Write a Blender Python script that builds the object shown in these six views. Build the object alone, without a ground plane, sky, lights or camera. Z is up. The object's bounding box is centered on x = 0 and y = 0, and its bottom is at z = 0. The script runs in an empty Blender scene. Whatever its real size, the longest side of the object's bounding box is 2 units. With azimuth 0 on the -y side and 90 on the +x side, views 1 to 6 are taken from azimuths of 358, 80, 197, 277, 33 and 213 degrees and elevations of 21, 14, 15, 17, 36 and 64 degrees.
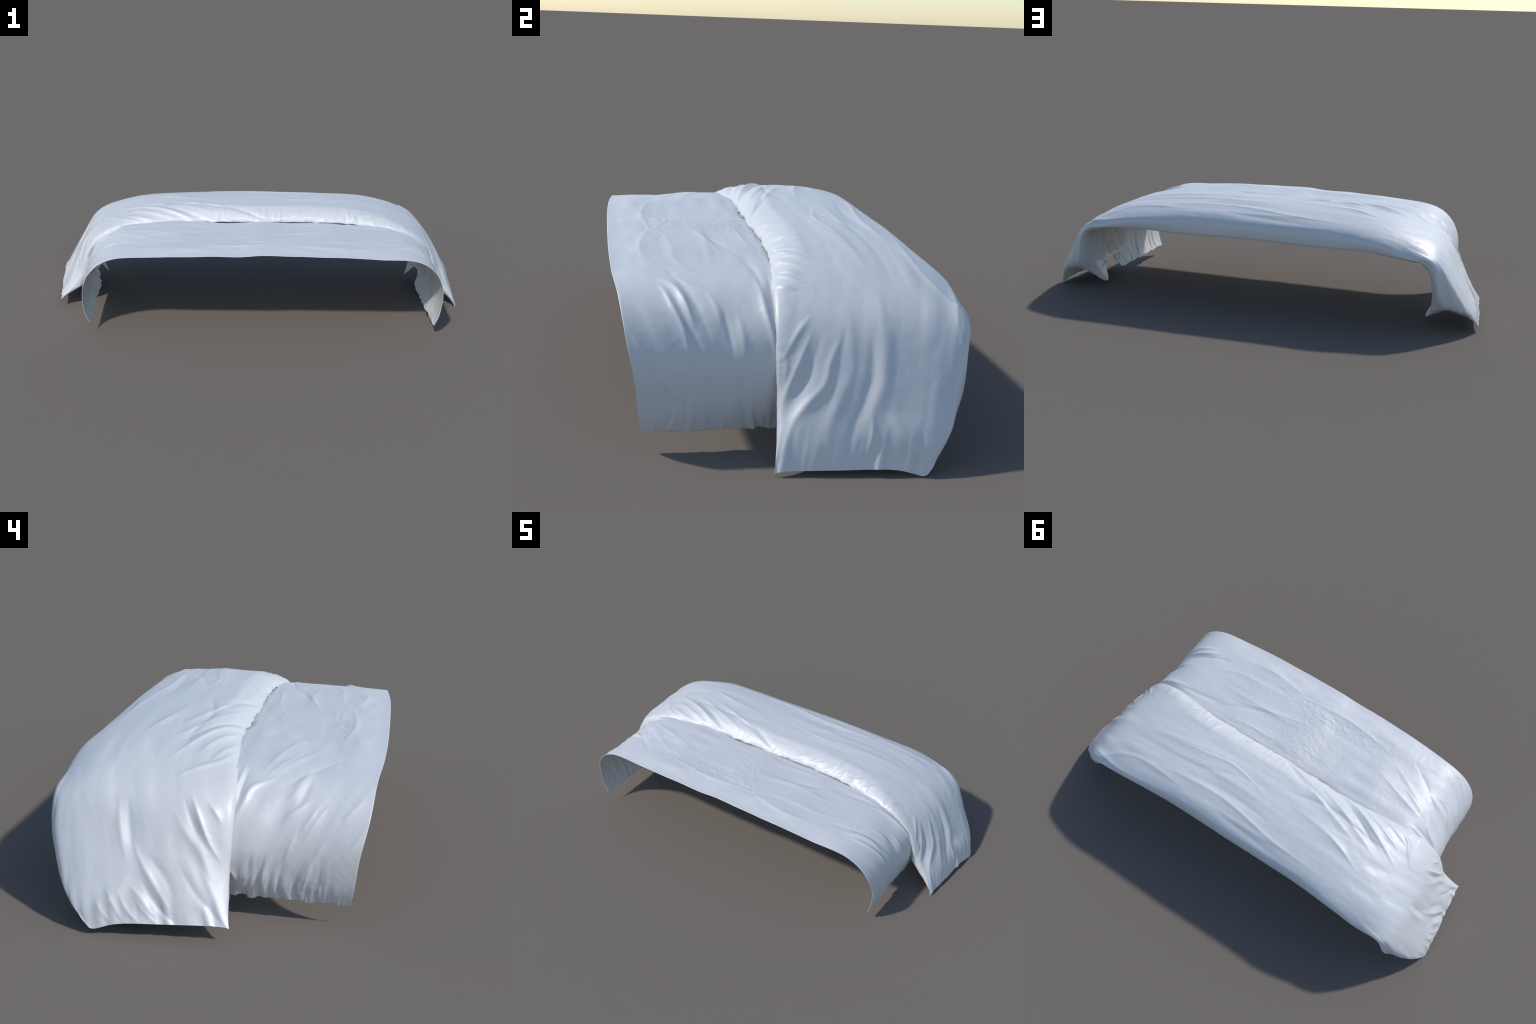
"""A white satin duvet and a fitted sheet, draped over a bed that is not there."""
import bpy, math
import numpy as np

rng = np.random.default_rng(7)

# ------------------------------------------------------------------ helpers
def spline(knots, values, query):
    """Natural cubic spline through values (n, ...) at knots, sampled at query."""
    k = np.asarray(knots, float); v = np.asarray(values, float); n = len(k)
    shape = v.shape[1:]; v = v.reshape(n, -1)
    h = np.diff(k); A = np.eye(n); r = np.zeros_like(v)
    for i in range(1, n - 1):
        A[i, i - 1], A[i, i], A[i, i + 1] = h[i - 1], 2 * (h[i - 1] + h[i]), h[i]
        r[i] = 6 * ((v[i + 1] - v[i]) / h[i] - (v[i] - v[i - 1]) / h[i - 1])
    m = np.linalg.solve(A, r)
    q = np.clip(np.asarray(query, float), k[0], k[-1])
    i = np.clip(np.searchsorted(k, q) - 1, 0, n - 2)
    a = ((k[i + 1] - q) / h[i])[:, None]; b = ((q - k[i]) / h[i])[:, None]; hh = (h[i] ** 2)[:, None]
    out = a * v[i] + b * v[i + 1] + ((a ** 3 - a) * m[i] + (b ** 3 - b) * m[i + 1]) * hh / 6
    return out.reshape((len(q),) + shape)

def smooth(x, lo, hi):
    t = np.clip((x - lo) / (hi - lo), 0, 1)
    return t * t * (3 - 2 * t)

def lattice(ix, iy, seed):
    n = (ix.astype(np.int64) * 374761393 + iy.astype(np.int64) * 668265263 + seed * 982451653) & 0xFFFFFFFF
    n = ((n ^ (n >> 13)) * 1274126177) & 0xFFFFFFFF
    return ((n ^ (n >> 16)) & 0xFFFF) / 32767.5 - 1

def noise(x, y, seed=0):
    """Smooth 2D value noise, about -1..1."""
    ix, iy = np.floor(x), np.floor(y)
    fx, fy = x - ix, y - iy
    fx = fx ** 3 * (fx * (6 * fx - 15) + 10); fy = fy ** 3 * (fy * (6 * fy - 15) + 10)
    g = lambda a, b: lattice(ix + a, iy + b, seed)
    return (g(0, 0) * (1 - fx) + g(1, 0) * fx) * (1 - fy) + (g(0, 1) * (1 - fx) + g(1, 1) * fx) * fy

def fold(a, b, points, width, height, side=0.0):
    """Height of one cloth fold: a ridge (or, height < 0, a furrow) along the
    polyline points in cloth coordinates (a, b), tapering to both ends.
    side leans it: steeper on one flank."""
    p = np.asarray(points, float)
    p[0] += 0.6 * (p[0] - p[1]); p[-1] += 0.4 * (p[-1] - p[-2])
    if len(p) > 2:
        p = spline(np.arange(len(p)), p, np.linspace(0, len(p) - 1, 5 * (len(p) - 1) + 1))
    seg = np.diff(p, axis=0); L = np.hypot(seg[:, 0], seg[:, 1]); cum = np.r_[0, np.cumsum(L)]
    lo = p.min(0) - 3 * width; hi = p.max(0) + 3 * width
    out = np.zeros_like(a)
    near = (a > lo[0]) & (a < hi[0]) & (b > lo[1]) & (b < hi[1])
    if not near.any():
        return out
    x, y = a[near], b[near]
    best = np.full(x.shape, 1e9); off = np.zeros_like(x); along = np.zeros_like(x)
    for i in range(len(seg)):
        dx, dy = x - p[i, 0], y - p[i, 1]
        t = np.clip((dx * seg[i, 0] + dy * seg[i, 1]) / L[i] ** 2, 0, 1)
        ex, ey = dx - t * seg[i, 0], dy - t * seg[i, 1]
        d = np.hypot(ex, ey)
        m = d < best
        best = np.where(m, d, best)
        off = np.where(m, np.sign(seg[i, 0] * dy - seg[i, 1] * dx) * d, off)
        along = np.where(m, (cum[i] + t * L[i]) / cum[-1], along)
    taper = np.sin(np.pi * np.clip(along, 0, 1)) ** 1.3
    ww = 0.9 * width * (0.55 + 0.45 * taper) * np.where(off > 0, 1 + side, 1 - side)
    reach = 1 - smooth(np.abs(off), 1.6 * width, 3 * width)
    out[near] = 0.78 * height * taper * reach / (1 + (off / ww) ** 2) ** 1.4
    return out

def normals(P):
    du = np.gradient(P, axis=0); dv = np.gradient(P, axis=1)
    n = np.cross(du, dv)
    return n / np.maximum(np.linalg.norm(n, axis=2, keepdims=True), 1e-9)

def cloth_object(name, P, material, parent):
    nu, nv = P.shape[:2]
    idx = np.arange(nu * nv).reshape(nu, nv)
    faces = np.stack([idx[:-1, :-1], idx[1:, :-1], idx[1:, 1:], idx[:-1, 1:]], -1).reshape(-1, 4)
    me = bpy.data.meshes.new(name)
    me.from_pydata(P.reshape(-1, 3).tolist(), [], faces.tolist())
    me.materials.append(material)
    me.polygons.foreach_set("use_smooth", [True] * len(me.polygons))
    me.update()
    ob = bpy.data.objects.new(name, me)
    bpy.context.scene.collection.objects.link(ob)
    ob.parent = parent
    return ob

# ---------------------------------------------------------------- materials
def satin(name, color, rough, grain):
    mat = bpy.data.materials.new(name); mat.use_nodes = True
    nt = mat.node_tree; bsdf = nt.nodes["Principled BSDF"]
    N = lambda k: nt.nodes.new("ShaderNode" + k)
    tex = N("TexCoord")
    n1 = N("TexNoise"); n1.inputs["Scale"].default_value = 3.0; n1.inputs["Detail"].default_value = 3
    n2 = N("TexNoise"); n2.inputs["Scale"].default_value = 300.0; n2.inputs["Detail"].default_value = 2
    ramp = N("ValToRGB")
    ramp.color_ramp.elements[0].position = 0.3; ramp.color_ramp.elements[1].position = 0.7
    ramp.color_ramp.elements[0].color = (*[c * 0.965 for c in color], 1)
    ramp.color_ramp.elements[1].color = (*color, 1)
    rr = N("MapRange"); rr.inputs["To Min"].default_value = rough - 0.03; rr.inputs["To Max"].default_value = rough + 0.04
    bump = N("Bump"); bump.inputs["Strength"].default_value = grain; bump.inputs["Distance"].default_value = 0.001
    for n in (n1, n2):
        nt.links.new(tex.outputs["Object"], n.inputs["Vector"])
    nt.links.new(n1.outputs["Fac"], ramp.inputs["Fac"])
    nt.links.new(ramp.outputs["Color"], bsdf.inputs["Base Color"])
    nt.links.new(n1.outputs["Fac"], rr.inputs["Value"])
    nt.links.new(rr.outputs["Result"], bsdf.inputs["Roughness"])
    nt.links.new(n2.outputs["Fac"], bump.inputs["Height"])
    nt.links.new(bump.outputs["Normal"], bsdf.inputs["Normal"])
    bsdf.inputs["Specular IOR Level"].default_value = 0.85
    return mat

duvet_mat = satin("white_satin", (0.63, 0.638, 0.65), 0.45, 0.22)
sheet_mat = satin("white_cotton_sateen", (0.63, 0.638, 0.65), 0.46, 0.22)

root = bpy.data.objects.new("bed_linen", None)
bpy.context.scene.collection.objects.link(root)
root["label"] = "white satin duvet over a bed sheet, draped like a bed"
root["category"] = "bedding"

# ------------------------------------------------------------------- duvet
# The duvet runs across the bed. Each station across it gives the line on the
# bed (inner) and the line on the puffed outside (outer), as (x, z).
STATION = [  # inner x, z   outer x, z (right side)   outer x, z (left side)
    (0.00, 0.405, 0.00, 0.476, 0.00, 0.476),
    (0.38, 0.400, 0.38, 0.470, 0.38, 0.470),
    (0.58, 0.390, 0.58, 0.444, 0.585, 0.450),
    (0.70, 0.360, 0.71, 0.400, 0.72, 0.411),
    (0.775, 0.300, 0.805, 0.338, 0.825, 0.348),
    (0.805, 0.220, 0.867, 0.248, 0.880, 0.251),
    (0.812, 0.140, 0.920, 0.155, 0.929, 0.157),
    (0.800, 0.080, 0.952, 0.075, 0.957, 0.078),
    (0.775, 0.035, 0.970, 0.012, 0.972, 0.020),
]
# Lengthwise section of the duvet at a station: (y, w), w = 0 on the bed line,
# 1 on the outer line; from under the front lip, over the top, down the back,
# and back forward along the inner face.
TOP = [(.08, .0), (.03, .06), (.006, .16), (-.013, .27), (-.003, .50), (.042, .90), (.12, 1.03), (.205, 1.01),
       (.29, .90), (.38, .64), (.432, .28), (.449, -.2), (.445, -.78), (.44, -.83), (.43, -.80), (.40, -.65), (.36, -.5)]
TURN = [(.08, .0), (.02, .06), (-.014, .16), (-.036, .27), (-.026, .50), (.018, .88), (.11, 1.03), (.21, 1.02),
        (.30, .92), (.38, .66), (.437, .26), (.464, -.25), (.457, -.78), (.45, -.83), (.42, -.80), (.38, -.65), (.34, -.5)]
BEND = [(.10, .0), (.02, .04), (-.02, .14), (-.05, .26), (-.048, .52), (-.01, .82), (.08, .98), (.205, 1.03),
        (.31, .97), (.395, .66), (.445, .18), (.464, -.28), (.457, -.62), (.447, -.70), (.42, -.65), (.38, -.55), (.34, -.4)]
CORNER = [(.10, .0), (.02, .02), (-.018, .10), (-.052, .26), (-.056, .46), (-.02, .74), (.08, .95), (.20, 1.04),
          (.315, 1.05), (.405, .92), (.452, .70), (.468, .42), (.456, .12), (.442, .0), (.40, -.03), (.30, -.03), (.20, -.02)]
SIDE = [(.12, .0), (.04, .0), (-.012, .06), (-.052, .24), (-.059, .44), (-.03, .70), (.06, .94), (.18, 1.05),
        (.29, 1.12), (.375, 1.06), (.42, .82), (.432, .45), (.425, .15), (.40, -.03), (.33, -.08), (.18, -.06), (.06, .0)]
LOW = [(.12, .10), (.04, .18), (-.02, .44), (-.060, .64), (-.070, .78), (-.054, .90), (.04, 1.0), (.16, 1.07),
       (.27, 1.14), (.345, 1.14), (.375, .92), (.38, .55), (.375, .22), (.355, .02), (.30, -.05), (.22, -.03), (.15, .02)]
HEM = [(.10, .62), (.02, .76), (-.035, .85), (-.06, .90), (-.075, .93), (-.074, .95), (.03, 1.0), (.14, 1.06),
       (.24, 1.11), (.30, 1.13), (.318, .95), (.32, .5), (.315, .22), (.295, .0), (.25, .05), (.20, .15), (.15, .25)]

def reach(section, y_max):
    """The same section, its rear half drawn in or out to end at y_max."""
    top = max(y for y, w in section)
    return [(y if y < .2 else .2 + (y - .2) * (y_max - .2) / (top - .2), w) for y, w in section]

SECTION = [TOP, TOP, TURN, BEND, reach(CORNER, .458), reach(SIDE, .442), reach(SIDE, .416), reach(LOW, .370), reach(HEM, .316)]
# The lower edge lifts between its corners: metres above the station's line.
LIFT = [.10, .06, .03, .01, .0, .0, .007, .011, .008, .0, .035, .06, .035, .0, .04, .08, .10]

NA, NB = 860, 300
sec = np.array(SECTION)                       # station, knot, (y, w)

def half_duvet(outer_column):
    """Control net of one half of the duvet and its arc length per station."""
    st = np.array(STATION); inner = st[:, :2]; outer = st[:, outer_column:outer_column + 2]
    net = np.empty(sec.shape[:2] + (3,))
    xz = inner[:, None] + sec[:, :, 1:2] * (outer - inner)[:, None]
    net[:, :, 0] = xz[:, :, 0]; net[:, :, 1] = sec[:, :, 0]; net[:, :, 2] = xz[:, :, 1]
    net[:3, :, 0] = outer[:3, :1]             # on top, w is a pure height
    net[3, :, 0] = np.where(sec[3, :, 1] < 0, inner[3, 0], net[3, :, 0])
    net[-1, :, 2] += np.array(LIFT); net[-2, :, 2] += 0.45 * np.array(LIFT)
    return net, np.r_[0, np.cumsum(np.hypot(*np.diff(outer, axis=0).T))]

right, arc_r = half_duvet(2)
left, arc_l = half_duvet(4)
left[:, :, 0] *= -1
rear = smooth(sec[5:8, :, 0], .25, .36)
left[5:8, :, 1] += 0.006 * rear               # the left rear corner is puffed out further
right[5:8, :, 1] -= 0.004 * rear
left[-1, :, 2] += np.interp(left[-1, :, 1], [-.07, .3], [.028, .006])
a = np.linspace(-arc_l[-1], arc_r[-1], NA)
rows = spline(np.r_[-arc_l[:0:-1], arc_r], np.concatenate([left[:0:-1], right]), a)
# spread samples along the section by its mean length
mean_len = np.linalg.norm(np.diff(rows, axis=1), axis=2).mean(0)
tk = np.r_[0, np.cumsum(mean_len)]
D = spline(tk, rows.transpose(1, 0, 2), np.linspace(0, tk[-1], NB)).transpose(1, 0, 2)
A = np.repeat(a[:, None], NB, 1)              # cloth coordinate across the bed
T = np.repeat(np.interp(np.linspace(0, tk[-1], NB), tk, np.arange(len(tk)))[None], NA, 0)
Y = D[:, :, 1]
n = normals(D)
if n[NA // 2, NB // 2, 2] < 0: n = -n
h = np.zeros((NA, NB))
outside = smooth(T, 2.6, 4.2) * (1 - smooth(T, 11.0, 12.5))

def on_duvet(width, height, *points):
    h[:] += fold(A, Y, points, width, height)

# front pleats, from the pinched seam up the slope
on_duvet(.014, .007, (-.648, .027), (-.538, -.013), (-.434, -.013))
on_duvet(.013, .006, (-.608, .062), (-.476, .011), (-.372, -.009))
on_duvet(.013, .010, (-.6, .111), (-.417, .026), (-.299, -.009))
on_duvet(.016, -.007, (-.53, .113), (-.392, .043), (-.279, -.008))
on_duvet(.016, .006, (-.502, .138), (-.336, .066), (-.218, .025))
on_duvet(.022, .009, (-.403, .144), (-.237, .083), (-.085, .018), (-.015, -.008))
on_duvet(.014, -.007, (-.299, .093), (-.158, .049), (-.007, -.003))
on_duvet(.010, .004, (.03, .199), (.162, .17), (.277, .183), (.418, .198))
on_duvet(.014, .006, (-.389, .382), (-.212, .375), (-.032, .349), (.193, .327), (.435, .35))
on_duvet(.014, .005, (.418, .383), (.623, .375), (.778, .452))
on_duvet(.010, .005, (.244, -.008), (.331, .01), (.373, .102))
on_duvet(.009, .005, (.322, -.0), (.387, -.003), (.424, .048))
on_duvet(.008, .005, (.421, -.007), (.486, .01), (.539, .051))
on_duvet(.009, .004, (.505, -.021), (.564, .007), (.618, .05))
on_duvet(.009, .004, (.604, -.039), (.652, -.004), (.691, .048))
on_duvet(.012, .006, (.072, -.002), (.137, -.003), (.202, .04))
on_duvet(.009, .004, (.168, -.008), (.23, -.003), (.294, .037))
# right shoulder
on_duvet(.009, .005, (.438, -.009), (.469, .025), (.505, .059))
on_duvet(.008, .004, (.342, -.005), (.359, .022), (.373, .062))
on_duvet(.009, .005, (.5, -.011), (.525, .02), (.564, .059))
on_duvet(.010, .006, (.607, -.025), (.621, -.003), (.646, .028))
on_duvet(.010, .006, (.68, -.037), (.691, -.02), (.705, .004))
on_duvet(.009, .003, (.213, .005), (.261, .039), (.292, .098))
# right hang
on_duvet(.012, .006, (.817, .022), (.854, -.007), (.899, -.033), (.916, -.048))
on_duvet(.014, .008, (.862, .025), (.905, .005), (.952, -.015), (1.006, -.037), (1.071, -.057))
on_duvet(.018, -.004, (.879, .046), (.955, .015), (1.014, -.014), (1.076, -.045))
on_duvet(.016, .008, (.882, .097), (.933, .07), (.983, .055), (1.026, .021), (1.065, -.013), (1.107, -.039), (1.161, -.061))
on_duvet(.016, -.004, (.86, .112), (.913, .1), (.975, .085), (1.017, .067), (1.068, .049))
on_duvet(.022, .005, (.83, .131), (.922, .127), (.978, .113), (1.023, .093), (1.071, .066), (1.124, .049))
on_duvet(.022, -.008, (.88, .182), (.933, .18), (.989, .167), (1.048, .141), (1.104, .115), (1.163, .1))
on_duvet(.030, .008, (.80, .218), (.941, .207), (1.003, .193), (1.059, .165), (1.11, .141))
on_duvet(.010, .005, (1.082, .164), (1.121, .16), (1.155, .146))
on_duvet(.010, .004, (.916, -.039), (.941, -.037), (.975, -.043))
# left hang
on_duvet(.012, .0045, (-.887, .254), (-.949, .243), (-1.013, .219))
on_duvet(.016, -.006, (-.884, .229), (-.946, .217), (-.994, .202))
on_duvet(.013, .007, (-.991, .195), (-1.036, .169), (-1.089, .129), (-1.146, .086))
on_duvet(.018, -.006, (-1.022, .147), (-1.061, .108), (-1.106, .081))
on_duvet(.014, .007, (-1.101, .186), (-1.129, .159), (-1.168, .132))
on_duvet(.012, -.006, (-1.084, .161), (-1.126, .129), (-1.165, .097), (-1.205, .066))
on_duvet(.020, .008, (-.898, .091), (-.943, .058), (-.985, .022), (-1.036, -.001), (-1.078, -.025), (-1.137, -.05))
on_duvet(.010, .008, (-.85, .053), (-.909, .025), (-.966, -.005), (-1.008, -.033))
on_duvet(.012, -.005, (-.862, .07), (-.921, .041), (-.968, .009))
on_duvet(.010, .005, (-.85, .008), (-.873, -.011), (-.895, -.024))
on_duvet(.014, -.006, (-1.056, .053), (-1.101, .018), (-1.137, -.019), (-1.177, -.048))
on_duvet(.014, .007, (-1.067, -.001), (-1.118, -.032), (-1.191, -.065))
on_duvet(.009, .004, (-1.12, .25), (-1.16, .228), (-1.2, .205))
on_duvet(.009, .004, (-1.12, .22), (-1.165, .195), (-1.2, .167))
on_duvet(.008, .003, (-1.14, .28), (-1.17, .262), (-1.2, .24))
on_duvet(.010, .004, (-1.13, .175), (-1.17, .145), (-1.208, .115))
# puffs low on both ends
on_duvet(.03, .010, (-1.16, .28), (-1.12, .24), (-1.08, .21))
on_duvet(.03, .010, (-1.14, .0), (-1.08, .02), (-1.02, .05))
on_duvet(.03, .010, (1.15, .27), (1.11, .24), (1.07, .21))
on_duvet(.03, .006, (1.12, -.02), (1.05, .0), (.98, .03))
# left shoulder
on_duvet(.012, .006, (-.758, .107), (-.713, .055), (-.665, .003), (-.589, -.02))
on_duvet(.010, .004, (-.521, .263), (-.445, .233), (-.375, .213))
# long swells over the top
on_duvet(.022, .004, (.567, .21), (.379, .181), (.207, .151))
on_duvet(.022, -.005, (.604, .27), (.339, .267), (.151, .212), (.019, .189))
on_duvet(.022, .004, (.401, .253), (.204, .246), (.005, .247), (-.113, .257))
on_duvet(.020, -.005, (.235, .306), (.064, .299), (-.105, .314))
on_duvet(.020, .004, (.151, .387), (-.023, .388), (-.209, .378))
on_duvet(.020, -.005, (.069, .396), (-.113, .413), (-.285, .42))
on_duvet(.020, .005, (-.229, .193), (-.372, .21), (-.502, .248))
on_duvet(.016, -.006, (-.032, .006), (-.122, .05), (-.218, .067))
# back edge
on_duvet(.016, -.006, (-.167, .133), (-.322, .101), (-.516, .123), (-.608, .117))
on_duvet(.012, .005, (.806, .421), (.671, .45), (.562, .45))

h *= outside
# crisp, slightly ragged seam: the lip edges in and out along the front
lip = np.exp(-((T - 3.0) / 0.55) ** 2)
D[:, :, 1] -= lip * (0.004 * noise(A * 26, A * 0, 81) + 0.0016 * noise(A * 60, A * 0, 82))
D[:, :, 2] += lip * 0.003 * noise(A * 34, A * 0, 83) * (1 - smooth(np.abs(A), .6, .8))
# soft long swells across the bed on top, vertical ones where it hangs
top = 1 - smooth(np.abs(A), .60, .80)
swell = noise(A * 4.5, Y * 30 + 0.6 * noise(A * 3, Y * 6, 3), 11) * top
hang = noise(A * 5, Y * 26 + A * 6 * np.sign(A), 12) * (1 - top)
h += outside * (0.0016 * swell + 0.0020 * hang)
# puckers where the seam gathers the front edge
seam = np.exp(-((T - 4.2) / 1.1) ** 2)
pucker = noise(A * 55 + 4 * noise(A * 6, A * 0, 5), T * 0.5, 21) + 0.6 * noise(A * 110, T * 0.7, 22)
h += seam * (1 - 0.8 * smooth(np.abs(A), .66, .80)) * 0.0018 * pucker * (0.5 + 0.5 * noise(A * 7, A * 0, 23))
# gathers above the lower edge of both hanging ends
low = smooth(np.abs(A), a[-1] - .13, a[-1]) * (1 - smooth(T, 12, 13))
h += low * 0.0035 * noise(Y * 55 + np.abs(A) * 12, A * 6, 31) * smooth(T, 3, 5)
# crinkled lining on the inner face
h += smooth(T, 12, 13) * 0.003 * noise(A * 14 + Y * 10, Y * 35 + A * 9, 41)
# pulled wrinkles around the rear corners and down the back wall
wall = smooth(T, 8.8, 10) * (1 - smooth(T, 13, 14)) * smooth(np.abs(A), .66, .80)
h += wall * 0.0032 * noise(T * 2.6 - np.abs(A) * 7 + np.sign(A), np.abs(A) * 5, 84)
# fine crumple
h += 0.00012 * noise(A * 90, Y * 90 + T * 2, 51) + 0.00035 * noise(A * 30, Y * 30 + T, 52)
D = D + n * h[..., None]
D[:, :, 2] -= D[:, :, 2].min()
duvet = cloth_object("duvet", D, duvet_mat, root)

# -------------------------------------------------------------------- sheet
# Arch across the bed (x, z) at the front edge and further back under the duvet.
ARCH = [(0, .422), (.2, .420), (.40, .415), (.56, .404), (.675, .384), (.735, .352), (.785, .292), (.808, .225), (.810, .15), (.800, .09), (.784, .048)]
ar = np.array(ARCH)
arc_s = np.r_[0, np.cumsum(np.hypot(*np.diff(ar, axis=0).T))]
HS = arc_s[-1]
NS, NY = 900, 240
sa = np.linspace(-HS, HS, NS)
xz = spline(arc_s, ar, np.abs(sa)); x = xz[:, 0] * np.sign(sa); z = xz[:, 1]
# the left half lies a little fuller, its hem a little higher
z = z + np.interp(sa, [-HS, -.95, -.75], [.016, .0, .0])
fuller = np.interp(sa, [-.8, -.66, -.42, -.2], [0, .012, .012, 0])
front = spline([-1.2, -1.035, -.975, -.9, -.83, -.75, -.65, -.5, -.4, 0, .4, .56, .68, .75, .83, .9, .975, 1.035, 1.2],
               [-.372, -.399, -.404, -.411, -.424, -.434, -.441, -.454, -.460, -.468,
                -.466, -.459, -.449, -.441, -.429, -.415, -.405, -.399, -.372], sa)
back = np.interp(np.abs(sa), [0, .6, .74, .86, .95, HS], [.16, .16, .22, .22, .18, .09])
tv = np.linspace(0, 1, NY)
S = np.empty((NS, NY, 3))
S[:, :, 0] = x[:, None]
S[:, :, 1] = front[:, None] + (back - front)[:, None] * tv
S[:, :, 2] = z[:, None]
SA = np.repeat(sa[:, None], NY, 1); SY = S[:, :, 1].copy(); down = np.abs(SA) / HS
flat = 1 - smooth(np.abs(SA), .50, .74)
S[:, :, 2] -= flat * (0.010 * (1 - smooth(SY, -.46, -.36)) + 0.004 * smooth(SY, -.07, -.02) + 0.008 * smooth(SY, -.028, .0))
S[:, :, 2] += fuller[:, None] * smooth(SY, -.32, -.10)
ns = normals(S)
if ns[NS // 2, NY // 2, 2] < 0: ns = -ns
hs = np.zeros((NS, NY))

def on_sheet(width, height, *points):
    hs[:] += fold(SA, SY, points, width, height)

# right hang
on_sheet(.012, .009, (.664, -.333), (.738, -.311), (.798, -.288), (.876, -.273))
on_sheet(.014, -.007, (.702, -.307), (.766, -.283), (.812, -.262), (.855, -.242))
on_sheet(.012, .006, (.618, -.319), (.676, -.293), (.74, -.275), (.786, -.262))
on_sheet(.012, .004, (.695, -.215), (.747, -.199), (.786, -.196))
on_sheet(.012, -.006, (.762, -.182), (.805, -.174), (.857, -.164))
on_sheet(.016, .006, (.781, -.146), (.824, -.14), (.872, -.135))
# right hang, beside the duvet
on_sheet(.014, .010, (.635, -.082), (.738, -.078), (.8, -.069), (.857, -.059), (.908, -.051))
on_sheet(.014, -.010, (.618, -.048), (.733, -.053), (.819, -.049), (.891, -.037))
# right hang
on_sheet(.012, .004, (.807, -.419), (.867, -.377), (.931, -.336), (.979, -.294))
on_sheet(.012, .004, (.58, -.294), (.621, -.278), (.633, -.253))
# right shoulder
on_sheet(.012, .004, (.099, -.206), (.262, -.172), (.381, -.151))
on_sheet(.010, .003, (.142, -.068), (.25, -.065), (.312, -.054))
# left hang
on_sheet(.014, .009, (-.704, -.139), (-.731, -.097), (-.769, -.079), (-.817, -.061))
on_sheet(.012, .009, (-.68, -.057), (-.752, -.048), (-.824, -.032))
on_sheet(.012, -.008, (-.692, -.071), (-.757, -.06), (-.817, -.051), (-.862, -.035))
on_sheet(.018, .007, (-.661, -.242), (-.728, -.218), (-.764, -.197))
on_sheet(.012, .006, (-.764, -.251), (-.788, -.224), (-.821, -.192))
on_sheet(.014, -.005, (-.695, -.251), (-.754, -.237), (-.788, -.214))
on_sheet(.010, .003, (-.747, -.40), (-.788, -.369), (-.82, -.35))
on_sheet(.012, .004, (-.809, -.427), (-.876, -.388), (-.931, -.347), (-1.003, -.293))
on_sheet(.010, .004, (-.781, -.301), (-.819, -.28), (-.864, -.254))
on_sheet(.010, .004, (-.783, -.278), (-.821, -.257), (-.85, -.239))
on_sheet(.010, -.005, (-.931, -.107), (-.963, -.103), (-.989, -.097))
on_sheet(.010, -.005, (-.931, -.146), (-.96, -.139), (-.996, -.127))
on_sheet(.010, .005, (-.967, -.05), (-.994, -.063), (-1.018, -.068))
on_sheet(.010, .005, (-.951, -.152), (-.984, -.145), (-1.013, -.137))
on_sheet(.010, .005, (-.888, -.301), (-.936, -.275), (-.998, -.249))
on_sheet(.008, .005, (-.953, -.275), (-.996, -.264), (-1.025, -.259))
on_sheet(.010, .004, (-.853, -.227), (-.898, -.213), (-.943, -.202))
# left shoulder
on_sheet(.012, .003, (-.68, -.135), (-.62, -.165), (-.56, -.19))
# along the front
on_sheet(.012, .004, (-.355, -.323), (-.204, -.35), (-.056, -.353), (.118, -.34))
on_sheet(.012, .003, (.142, -.348), (.281, -.378), (.42, -.37))
# corners and back
on_sheet(.014, .006, (.764, -.271), (.683, -.294), (.613, -.335))
on_sheet(.016, -.006, (.771, -.239), (.642, -.281), (.53, -.315))
on_sheet(.016, -.006, (.661, -.082), (.561, -.077), (.456, -.098))
on_sheet(.016, .003, (.561, -.246), (.453, -.284), (.324, -.289), (.173, -.3))
on_sheet(.018, .003, (.453, -.19), (.303, -.182), (.147, -.183))
on_sheet(.016, -.003, (.422, -.091), (.291, -.146), (.164, -.188))
on_sheet(.014, .003, (-.479, -.26), (-.589, -.2), (-.683, -.15))
on_sheet(.014, -.003, (-.544, -.32), (-.649, -.246), (-.733, -.166))
on_sheet(.012, .003, (-.439, -.187), (-.544, -.153), (-.664, -.121))

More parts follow.
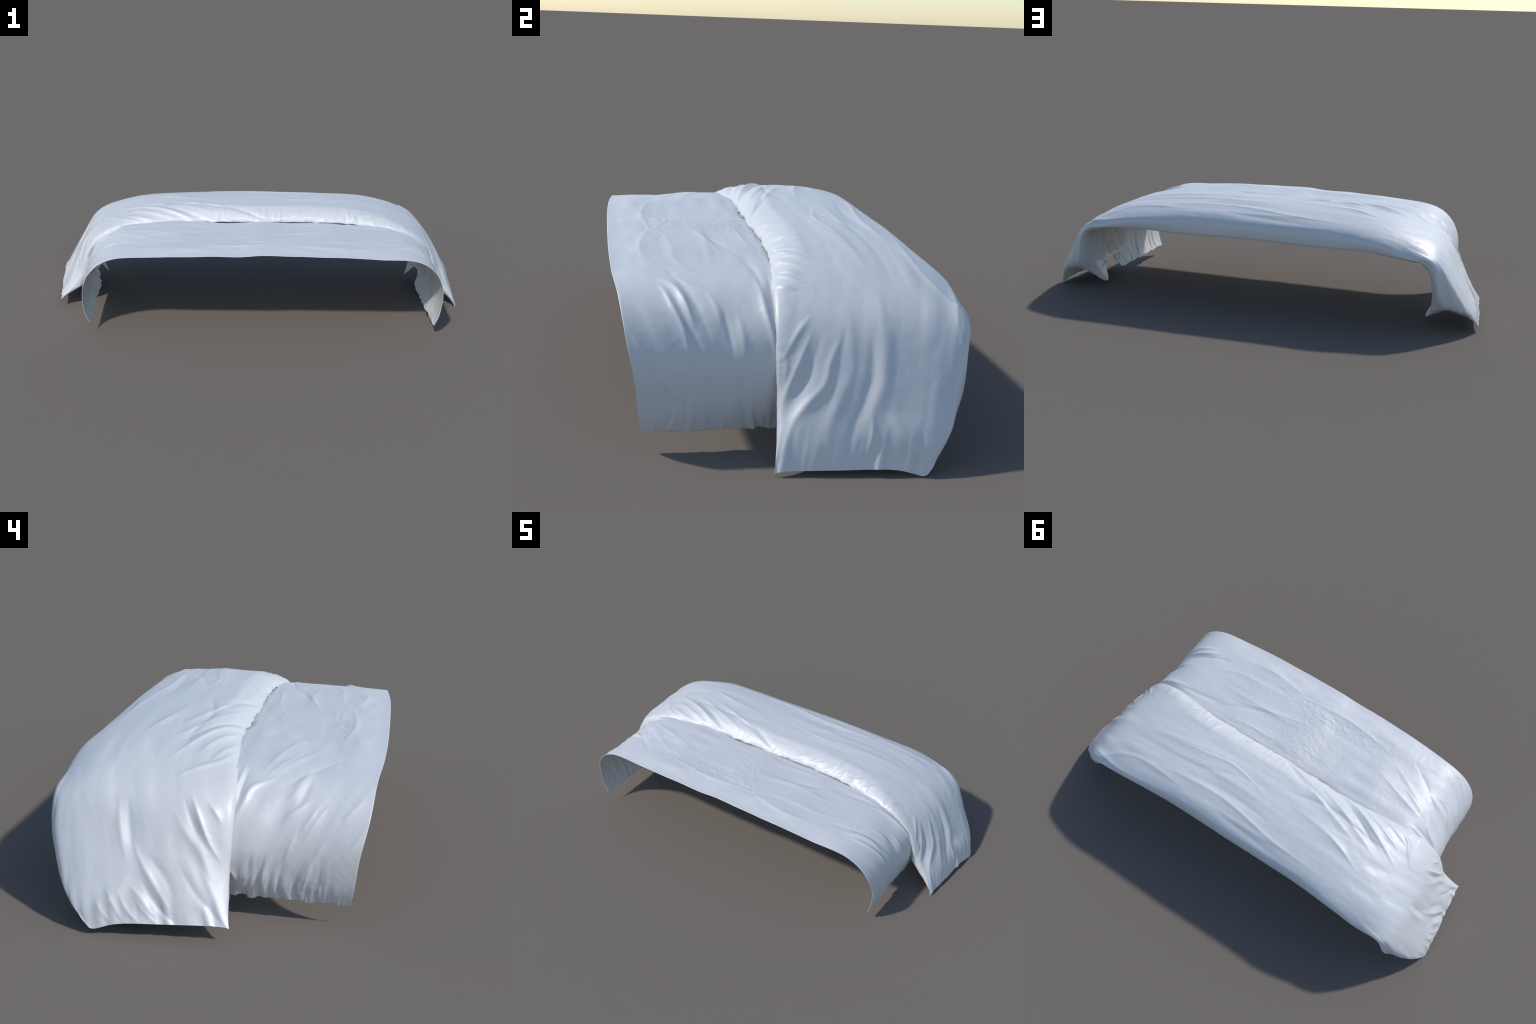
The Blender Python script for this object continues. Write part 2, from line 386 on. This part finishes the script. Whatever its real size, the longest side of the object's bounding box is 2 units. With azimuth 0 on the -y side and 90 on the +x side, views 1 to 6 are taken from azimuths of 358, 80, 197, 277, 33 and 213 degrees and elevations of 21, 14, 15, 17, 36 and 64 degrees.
# wavy free edge at the front, soft swells over the top
hs += flat * (0.004 * noise(SA * 7, SY * 5, 61) + 0.0015 * noise(SA * 9, SY * 26, 62))
hs -= flat * 0.0022 * (1 - smooth(SY, -.46, -.32)) * noise(SA * 6.5, SY * 4, 75)
# crumpled patch in the middle of the top
patch = smooth(noise(SA * 3 + 5, SY * 5, 63), -.2, .5) * (1 - smooth(np.abs(SA), .35, .55)) * smooth(SY, -.40, -.30)
hs += patch * (0.0009 * noise(SA * 45, SY * 85, 64) + 0.0005 * noise(SA * 130, SY * 150, 65))
# pleats running down the hanging ends, gathered by the elastic hem
lower = smooth(down, .80, .98) * smooth(SY, -.40, -.30)
phase = SY * 46 + 1.2 * noise(SA * 8, SY * 9, 66) + 6 * (1 - down)
hs += lower * (0.0022 * noise(phase, SA * 3, 67) + 0.0014 * noise(phase * 2.1, SA * 5, 68))
hs += smooth(down, .90, 1.0) * 0.0035 * noise(SY * 60, SA * 8, 69) * smooth(SY, -.38, -.30)
# soft drapes leaning toward the duvet, puffed out beside its seam
hs += smooth(down, .55, .70) * 0.0022 * noise((SY - .4 * np.abs(SA)) * 24, SA * 5, 74)
hs += 0.014 * smooth(down, .66, .78) * (1 - smooth(down, .84, .98)) * smooth(SY, -.20, -.08) * (1 - smooth(SY, .0, .1))
hs += 0.00025 * noise(SA * 60, SY * 60, 70)
S = S + ns * hs[..., None]
# stepped, frayed hem
tooth = ((SY + .47) * 11 + 0.25 * noise(SY * 9, SA * 0, 71)) % 1.0
S[:, :, 2] -= smooth(down, .96, 1.0) * (0.007 * tooth - 0.002 + 0.002 * noise(SY * 90, SA * 0, 72)) * smooth(SY, -.40, -.36)
# the rear end under the duvet curls inward
curl = smooth(SY, .02, .14) * smooth(down, .62, .80)
S[:, :, 0] -= np.sign(S[:, :, 0]) * curl * (-0.004 + 0.010 * noise(SY * 26 + SA * 8, SA * 22, 73))
sheet = cloth_object("bed_sheet", S, sheet_mat, root)
thick = sheet.modifiers.new("cloth_thickness", "SOLIDIFY")
thick.thickness = 0.0016; thick.offset = -1 if ns[NS // 2, NY // 2, 2] > 0 else 1
